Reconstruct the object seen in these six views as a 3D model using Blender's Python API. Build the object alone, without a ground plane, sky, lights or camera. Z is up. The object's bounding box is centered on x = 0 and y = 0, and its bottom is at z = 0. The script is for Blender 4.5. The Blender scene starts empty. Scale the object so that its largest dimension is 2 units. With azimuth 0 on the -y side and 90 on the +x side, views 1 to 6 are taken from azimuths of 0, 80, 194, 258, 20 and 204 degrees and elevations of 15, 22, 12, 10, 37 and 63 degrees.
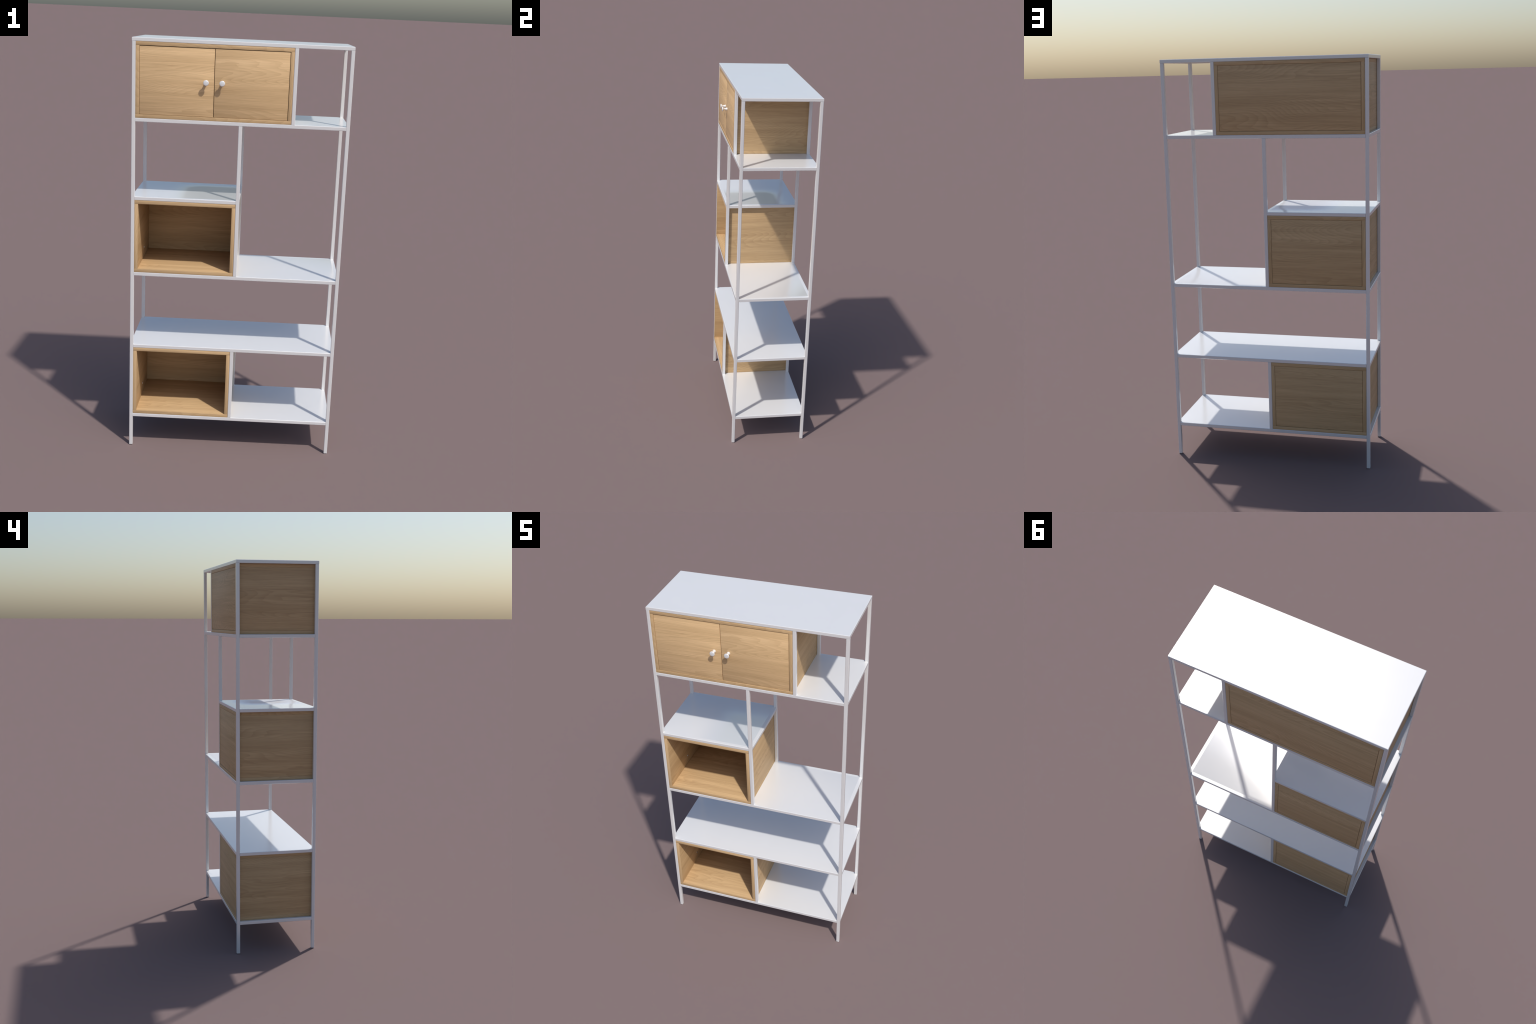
# White metal shelving unit with oak cabinet boxes: built from square-section bars,
# flush sheet panels and veneered boards.
import bpy, bmesh, math, random
from mathutils import Vector, Matrix

random.seed(7)

# ----------------------------------------------------------------- dimensions
W = 0.5                      # half width of the frame
YF, YB = -0.195, 0.222       # front and back face of the frame
B = 0.0171                   # side of the square tube
H = 2.0
# top height of each shelf level, from the floor up
LEVEL_E, LEVEL_D, LEVEL_C, LEVEL_B, LEVEL_A = 0.1702, 0.5374, 0.9056, 1.2737, 1.6410
POST_MID = 0.0               # centre line of the middle posts
POST_TOP = 0.2402            # centre line of the posts beside the top cabinet
CH = 0.0018                  # chamfer along the tubes

# ------------------------------------------------------------------ materials
def nodes_of(name):
    m = bpy.data.materials.new(name)
    m.use_nodes = True
    nt = m.node_tree
    nt.nodes.clear()
    out = nt.nodes.new('ShaderNodeOutputMaterial')
    bsdf = nt.nodes.new('ShaderNodeBsdfPrincipled')
    nt.links.new(bsdf.outputs[0], out.inputs[0])
    return m, nt, bsdf


def white_lacquer():
    m, nt, b = nodes_of('white_lacquer')
    N, L = nt.nodes.new, nt.links.new
    tc = N('ShaderNodeTexCoord')
    n = N('ShaderNodeTexNoise')                  # barely visible unevenness of the coat
    n.inputs['Scale'].default_value = 6
    n.inputs['Detail'].default_value = 2
    L(tc.outputs['Object'], n.inputs['Vector'])
    r = N('ShaderNodeValToRGB')
    r.color_ramp.elements[0].color = (0.785, 0.785, 0.785, 1)
    r.color_ramp.elements[1].color = (0.805, 0.805, 0.805, 1)
    L(n.outputs['Fac'], r.inputs[0])
    L(r.outputs[0], b.inputs['Base Color'])
    b.inputs['Roughness'].default_value = 0.2
    b.inputs['Specular IOR Level'].default_value = 0.5
    b.inputs['Metallic'].default_value = 0.2
    b.inputs['IOR'].default_value = 1.5
    return m


def oak(axis, tone=1.0, name='oak_veneer'):
    """Oak veneer with its grain along the given axis (0, 1, 2); tone lightens or darkens it."""
    m, nt, b = nodes_of(name + '_' + 'xyz'[axis])
    N, L = nt.nodes.new, nt.links.new

    def math_node(op, a, c=None, v=None):
        n = N('ShaderNodeMath'); n.operation = op
        L(a, n.inputs[0])
        if c is not None: L(c, n.inputs[1])
        if v is not None: n.inputs[1].default_value = v
        return n.outputs[0]

    tc = N('ShaderNodeTexCoord')
    info = N('ShaderNodeObjectInfo')
    seed = math_node('MULTIPLY', info.outputs['Random'], v=61.0)

    def stretched(along, across):
        s = [across] * 3
        s[axis] = along
        mp = N('ShaderNodeMapping')
        mp.inputs['Scale'].default_value = s
        L(tc.outputs['Object'], mp.inputs['Vector'])
        ad = N('ShaderNodeVectorMath'); ad.operation = 'ADD'
        L(mp.outputs[0], ad.inputs[0]); L(seed, ad.inputs[1])
        return ad.outputs[0]

    def noise(along, across, detail, rough=0.5, distortion=0.0):
        n = N('ShaderNodeTexNoise')
        n.inputs['Scale'].default_value = 1.0
        n.inputs['Detail'].default_value = detail
        n.inputs['Roughness'].default_value = rough
        n.inputs['Distortion'].default_value = distortion
        L(stretched(along, across), n.inputs['Vector'])
        return n.outputs['Fac']

    # growth rings: contour lines of one long, soft field give cathedral arches
    field = noise(1.0, 7.5, 0.8, 0.4)
    drift = N('ShaderNodeVectorMath'); drift.operation = 'DOT_PRODUCT'   # rings step across the board
    L(tc.outputs['Object'], drift.inputs[0])
    drift.inputs[1].default_value = [0.0 if i == axis else 2.6 for i in range(3)]
    field = math_node('ADD', field, drift.outputs['Value'])
    wobble = math_node('MULTIPLY', noise(5.0, 80.0, 2.0), v=0.016)
    field = math_node('ADD', field, wobble)
    ring = math_node('FRACT', math_node('MULTIPLY', field, v=42.0))
    ring = math_node('POWER', ring, v=1.5)                   # slow rise, sharp late-wood edge
    fibre = noise(6.0, 420.0, 3.0, 0.6)                      # fine fibres
    bands = noise(1.3, 34.0, 3.0, 0.55)                      # broad streaks
    pores = noise(22.0, 700.0, 1.0)                          # short dark pores
    pores = math_node('GREATER_THAN', pores, v=0.66)

    def ramp(fac, c0, c1, p0=0.0, p1=1.0):
        r = N('ShaderNodeValToRGB')
        r.color_ramp.elements[0].color = (*c0, 1)
        r.color_ramp.elements[1].color = (*c1, 1)
        r.color_ramp.elements[0].position = p0
        r.color_ramp.elements[1].position = p1
        L(fac, r.inputs[0])
        return r.outputs[0]

    def mix(mode, fac, a, c):
        n = N('ShaderNodeMix'); n.data_type = 'RGBA'; n.blend_type = mode
        if isinstance(fac, float): n.inputs[0].default_value = fac
        else: L(fac, n.inputs[0])
        L(a, n.inputs[6])
        if isinstance(c, tuple): n.inputs[7].default_value = (*c, 1)
        else: L(c, n.inputs[7])
        return n.outputs[2]

    dark, light = [tuple(tone * k for k in c) for c in ((0.525, 0.352, 0.184), (0.655, 0.454, 0.250))]
    base = ramp(bands, dark, light, 0.28, 0.72)
    rings = ramp(ring, (1.04, 1.04, 1.04), (0.89, 0.865, 0.835), 0.1, 1.0)
    col = mix('MULTIPLY', 0.75, base, rings)
    col = mix('MULTIPLY', 0.8, col, ramp(fibre, (0.84, 0.82, 0.80), (1.10, 1.10, 1.10), 0.3, 0.7))
    pf = math_node('MULTIPLY', pores, v=0.30)
    col = mix('MULTIPLY', pf, col, (0.72, 0.66, 0.60))
    L(col, b.inputs['Base Color'])
    rr = N('ShaderNodeMapRange')
    rr.inputs['To Min'].default_value = 0.50
    rr.inputs['To Max'].default_value = 0.62
    L(fibre, rr.inputs['Value'])
    L(rr.outputs[0], b.inputs['Roughness'])
    b.inputs['Specular IOR Level'].default_value = 0.3
    bump = N('ShaderNodeBump')
    bump.inputs['Strength'].default_value = 0.08
    bump.inputs['Distance'].default_value = 0.001
    L(fibre, bump.inputs['Height'])
    L(bump.outputs[0], b.inputs['Normal'])
    return m


def steel():
    m, nt, b = nodes_of('brushed_steel')
    b.inputs['Base Color'].default_value = (0.62, 0.62, 0.63, 1)
    b.inputs['Metallic'].default_value = 1.0
    b.inputs['Roughness'].default_value = 0.3
    return m


WHITE = white_lacquer()
OAK = [oak(0, 0.95), oak(1, 0.89), oak(2, 0.97)]
DOOR_OAK = oak(0, 1.10, 'oak_door_lightened')  # same oak, lightened to bake in the brighter light on the doors
STEEL = steel()

# -------------------------------------------------------------- mesh builders
def finish(name, bm, mat, parent, loc, smooth=0.0):
    bmesh.ops.recalc_face_normals(bm, faces=bm.faces)
    me = bpy.data.meshes.new(name)
    bm.to_mesh(me); bm.free()
    me.materials.append(mat)
    ob = bpy.data.objects.new(name, me)
    bpy.context.scene.collection.objects.link(ob)
    ob.location = loc
    ob.parent = parent
    if smooth:
        me.polygons.foreach_set('use_smooth', [True] * len(me.polygons))
        me.set_sharp_from_angle(angle=math.radians(smooth))
    return ob


def bar(name, axis, lo, hi, chamfer='abcd', mat=None, parent=None, mitre=(0, 0), ch=CH):
    """A box lo..hi extruded along `axis`, its long edges chamfered.
    The four long edges are called a (u-,v-), b (u+,v-), c (u+,v+), d (u-,v+), where u, v are
    the two other axes in order. mitre = (sign at start, sign at end): the end is cut at 45
    degrees against u, longer on the side with that sign."""
    lo, hi = Vector(lo), Vector(hi)
    c = (lo + hi) / 2
    u, v = [i for i in range(3) if i != axis]
    hu, hv, hl = (hi[u] - lo[u]) / 2, (hi[v] - lo[v]) / 2, (hi[axis] - lo[axis]) / 2
    prof = []
    for k, (su, sv) in zip('abcd', ((-1, -1), (1, -1), (1, 1), (-1, 1))):
        if k in chamfer:
            first = (su * hu, sv * (hv - ch)); second = (su * (hu - ch), sv * hv)
            prof += [first, second] if k in 'ac' else [second, first]
        else:
            prof.append((su * hu, sv * hv))
    # keep the walk counter-clockwise at the chamfered corners
    fixed = []
    i = 0
    for k, (su, sv) in zip('abcd', ((-1, -1), (1, -1), (1, 1), (-1, 1))):
        if k in chamfer:
            p, q = prof[i], prof[i + 1]; i += 2
            ang = lambda w: (math.atan2(w[1] / hv, w[0] / hu)) % (2 * math.pi)
            fixed += [p, q] if ang(p) < ang(q) else [q, p]
        else:
            fixed.append(prof[i]); i += 1
    bm = bmesh.new()
    rings = []
    for end, s in ((0, -1), (1, 1)):
        ring = []
        for pu, pv in fixed:
            co = [0, 0, 0]
            co[u], co[v] = pu, pv
            co[axis] = s * (hl - (hu - pu * mitre[end] if mitre[end] else 0))
            ring.append(bm.verts.new(co))
        rings.append(ring)
    n = len(fixed)
    for i in range(n):
        j = (i + 1) % n
        bm.faces.new((rings[0][i], rings[0][j], rings[1][j], rings[1][i]))
    bm.faces.new(rings[0][::-1]); bm.faces.new(rings[1])
    return finish(name, bm, mat or WHITE, parent, c)


def board(name, lo, hi, grain, parent, ch=0.0008):
    """A veneered board, all edges lightly broken."""
    lo, hi = Vector(lo), Vector(hi)
    c, d = (lo + hi) / 2, hi - lo
    bm = bmesh.new()
    bmesh.ops.create_cube(bm, size=1.0)
    for vt in bm.verts:
        vt.co = Vector((vt.co.x * d.x, vt.co.y * d.y, vt.co.z * d.z))
    bmesh.ops.bevel(bm, geom=bm.edges[:], offset=ch, segments=2, profile=0.5, affect='EDGES')
    return finish(name, bm, OAK[grain], parent, c, smooth=40)


def ease(a, b, x):
    t = min(1.0, max(0.0, (x - a) / (b - a)))
    return t * t * (3 - 2 * t)


def sheet(name, x0, x1, top, parent, normal_tilt=None, thick=0.004):
    """Flush sheet panel between the rails. `sag` = (direction, degrees, weight(s, t)) tips the
    shading normals of the top to draw a fade of light and reflection on the flat sheet."""
    nx, ny = (24, 24) if normal_tilt else (1, 1)
    y0, y1 = YF + B, YB - B
    cx, cy = (x0 + x1) / 2, (y0 + y1) / 2
    bm = bmesh.new()
    grid = [[bm.verts.new((x0 + (x1 - x0) * i / nx - cx, y0 + (y1 - y0) * j / ny - cy, 0))
             for j in range(ny + 1)] for i in range(nx + 1)]
    for i in range(nx):
        for j in range(ny):
            bm.faces.new((grid[i][j], grid[i + 1][j], grid[i + 1][j + 1], grid[i][j + 1]))
    rim = [e for e in bm.edges if e.is_boundary]
    ext = bmesh.ops.extrude_edge_only(bm, edges=rim)
    low = [g for g in ext['geom'] if isinstance(g, bmesh.types.BMVert)]
    for vt in low: vt.co.z -= thick
    edges = [g for g in ext['geom'] if isinstance(g, bmesh.types.BMEdge) and g.is_boundary]
    bmesh.ops.edgeloop_fill(bm, edges=edges)
    ob = finish(name, bm, WHITE, parent, (cx, cy, top))
    if normal_tilt:
        (dx, dy), deg, weight = normal_tilt
        me = ob.data
        normals = []
        for p in me.polygons:
            for vi in p.vertices:
                if p.normal.z > 0.9:
                    co = me.vertices[vi].co
                    w = weight((co.x + cx - x0) / (x1 - x0), (co.y + cy - y0) / (y1 - y0))
                    n = Vector((dx, dy, 0)).normalized() * math.tan(math.radians(deg) * w) + Vector((0, 0, 1))
                    normals.append(n.normalized())
                else:
                    normals.append(p.normal.copy())
        me.polygons.foreach_set('use_smooth', [True] * len(me.polygons))
        me.normals_split_custom_set(normals)
    return ob


def turned(name, profile, parent, loc, mat, seg=40):
    """Lathe a (radius, depth) profile about the y axis; depth runs towards the front (-y)."""
    bm = bmesh.new()
    rings = []
    for r, d in profile:
        if r < 1e-6:
            rings.append([bm.verts.new((0, -d, 0))])
        else:
            rings.append([bm.verts.new((r * math.cos(2 * math.pi * k / seg), -d,
                                        r * math.sin(2 * math.pi * k / seg))) for k in range(seg)])
    for a, c in zip(rings, rings[1:]):
        for k in range(seg):
            l = (k + 1) % seg
            q = [a[k % len(a)], a[l % len(a)], c[l % len(c)], c[k % len(c)]]
            q = list(dict.fromkeys(q))
            if len(q) > 2: bm.faces.new(q)
    return finish(name, bm, mat, parent, loc, smooth=50)


def empty(name, loc, parent=None):
    e = bpy.data.objects.new(name, None)
    e.empty_display_size = 0.1
    bpy.context.scene.collection.objects.link(e)
    e.location = loc
    e.parent = parent
    return e


def keep_world(parent):
    """Children were placed in world coordinates: take the parent's own position out."""
    for ch in parent.children:
        ch.location -= parent.location

# ------------------------------------------------------------------ the thing
unit = empty('shelving_unit', (0, 0, 0))
unit['label'] = 'tall white metal shelving unit with oak cabinet boxes'
unit['category'] = 'bookcase'

TOP_RAIL = H - B
# four uprights
for sx in (-1, 1):
    for y in (YF, YB - B):
        x = -W if sx < 0 else W - B
        bar('upright', 2, (x, y, 0), (x + B, y + B, TOP_RAIL), parent=unit)

# rails and sheets of each shelf level
for top, xr in ((LEVEL_E, W), (LEVEL_D, W), (LEVEL_C, W), (LEVEL_B, POST_MID + B / 2), (LEVEL_A, W)):
    z0 = top - B
    for y, edges in ((YF, 'adc'[:2] + 'b'), (YB - B, 'bca')):
        # long rails between the uprights; the top edge towards the sheet stays square
        bar('rail', 0, (-W + B, y, z0), (xr - B, y + B, top),
            chamfer='abd' if y == YF else 'abc', parent=unit)
    for x in (-W, xr - B):
        bar('rail', 1, (x, YF + B, z0), (x + B, YB - B, top),
            chamfer='abd' if x < -0.4 else 'abc', parent=unit)
    if top == LEVEL_B:
        normal_tilt = ((-1, 1), 14, lambda s, t: ease(0.30, 0.68, s) * (1 - ease(0.62, 0.98, t)))
        sheet('shelf_panel', -W + B, xr - B, top, unit, normal_tilt)
    elif top == LEVEL_C:
        normal_tilt = ((-1, 0.5), 14, lambda s, t: min(1.0, max(0.0, 2 * s - 1 + t - 1)) if s > 0.5 else 0.0)
        sheet('shelf_panel', -W + B, xr - B, top, unit, normal_tilt)
    else:
        sheet('shelf_panel', -W + B, xr - B, top, unit)

# top frame with mitred corners and the top sheet
for y, s, e in ((YF, -1, 'abd'), (YB - B, 1, 'abc')):
    bar('rail', 0, (-W, y, TOP_RAIL), (W, y + B, H), chamfer=e, parent=unit, mitre=(s, s))
for x, s, e in ((-W, -1, 'abd'), (W - B, 1, 'abc')):
    bar('rail', 1, (x, YF, TOP_RAIL), (x + B, YB, H), chamfer=e, parent=unit, mitre=(s, s))
sheet('top_panel', -W + B, W - B, H, unit)

# divider posts, front and back
for y in (YF, YB - B):
    for x, z0, z1 in ((POST_MID, LEVEL_E, LEVEL_D - B), (POST_MID, LEVEL_C, LEVEL_B - B),
                      (POST_MID, LEVEL_B, LEVEL_A - B), (POST_TOP, LEVEL_A, TOP_RAIL)):
        if z0 == LEVEL_B: continue
        if z0 == LEVEL_C: z1 = LEVEL_A - B          # runs through past the half shelf
        bar('post', 2, (x - B / 2, y, z0), (x + B / 2, y + B, z1), parent=unit)

# ------------------------------------------------------------------- cabinets
T = 0.0165                   # board thickness
INSET = 0.0006               # boards sit this far behind the frame's faces
GAP = 0.0005


def cabinet(x0, x1, z0, z1, screws):
    x0 += GAP; x1 -= GAP; z0 += GAP; z1 -= GAP
    y0, y1 = YF + INSET, YB - INSET
    box = empty('cabinet', ((x0 + x1) / 2, (y0 + y1) / 2, z0), unit)
    for name, za in (('bottom_panel', z0), ('top_panel', z1 - T)):
        k = 0.0012                   # thin bands cover the end grain of the long boards
        board(name, (x0 + k, y0, za), (x1 - k, y1, za + T), 0, box, ch=0.0006)
        for xa in (x0, x1 - k):
            board('edge_band', (xa, y0, za), (xa + k, y1, za + T), 1, box, ch=0.0004)
    s = 0.0002
    e = 0.0016                       # upright edge bands close the raw edges of the side panels
    for xs in (x0, x1 - T):
        board('side_panel', (xs, y0 + e, z0 + T + s), (xs + T, y1 - e, z1 - T - s), 1, box, ch=0.0006)
        for ys in (y0, y1 - e):
            board('edge_band', (xs, ys, z0 + T + s), (xs + T, ys + e, z1 - T - s), 2, box, ch=0.0005)
    # back panel: a tongue that fits between the boards, and a face with a shadow gap round it
    g = 0.0012
    back = board('back_panel', (x0 + T, y1 - 0.0165, z0 + T), (x1 - T, y1 - 0.005, z1 - T), 0, box, ch=0.0002)
    raised = board('back_face', (x0 + T + 1.6 * g, y1 - 0.0052, z0 + T + 1.8 * g),
                   (x1 - T - 0.8 * g, y1 - 0.0008, z1 - T - 0.8 * g), 0, box)
    # one part: move the face's mesh into the panel
    bm = bmesh.new()
    bm.from_mesh(back.data)
    shift = raised.location - back.location
    raised.data.transform(Matrix.Translation(shift))
    bm.from_mesh(raised.data)
    bm.to_mesh(back.data); bm.free()
    bpy.data.objects.remove(raised)
    if screws:
        # cover cap on each inner wall
        for x, rot in ((x0 + T, math.pi / 2), (x1 - T, -math.pi / 2)):
            cap = turned('screw_cap', [(0.0058, 0.0), (0.0058, 0.0012), (0.0046, 0.0022), (0.0030, 0.0024),
                                       (0.0, 0.0018)], box, (x, 0.031, z0 + 0.066), STEEL, 24)
            cap.rotation_euler = (0, 0, rot)
    keep_world(box)
    return x0, x1, y0, z0, z1


cabinet(-W + B, POST_MID - B / 2, LEVEL_E, LEVEL_D - B, True)
cabinet(-W + B, POST_MID - B / 2, LEVEL_C, LEVEL_B - B, True)
x0, x1, y0, z0, z1 = cabinet(-W + B, POST_TOP - B / 2, LEVEL_A, TOP_RAIL, False)

# two doors with turned knobs on the top cabinet
mid = (x0 + x1) / 2
face = y0 + 0.0016
knob_profile = [(0.0, 0.0), (0.0088, 0.0), (0.0088, 0.0012), (0.0076, 0.0046), (0.0064, 0.0095), (0.0062, 0.0140),
                (0.0070, 0.0186), (0.0095, 0.0216), (0.0120, 0.0232), (0.0129, 0.0248), (0.0128, 0.0264),
                (0.0122, 0.0280), (0.0110, 0.0288), (0.0104, 0.0290), (0.0, 0.0290)]
for a, c, kx in ((x0 + T + 0.0012, mid - 0.0013, -0.1615), (mid + 0.0013, x1 - T - 0.0022, -0.0885)):
    door = board('door', (a, face, z0 + T + 0.0012), (c, face + 0.0165, z1 - T - 0.0028), 0, unit)
    door.data.materials[0] = DOOR_OAK
    knob = turned('knob', knob_profile, door, (kx, -0.222 + 0.029, 1.8135), WHITE)
    knob.location -= door.location
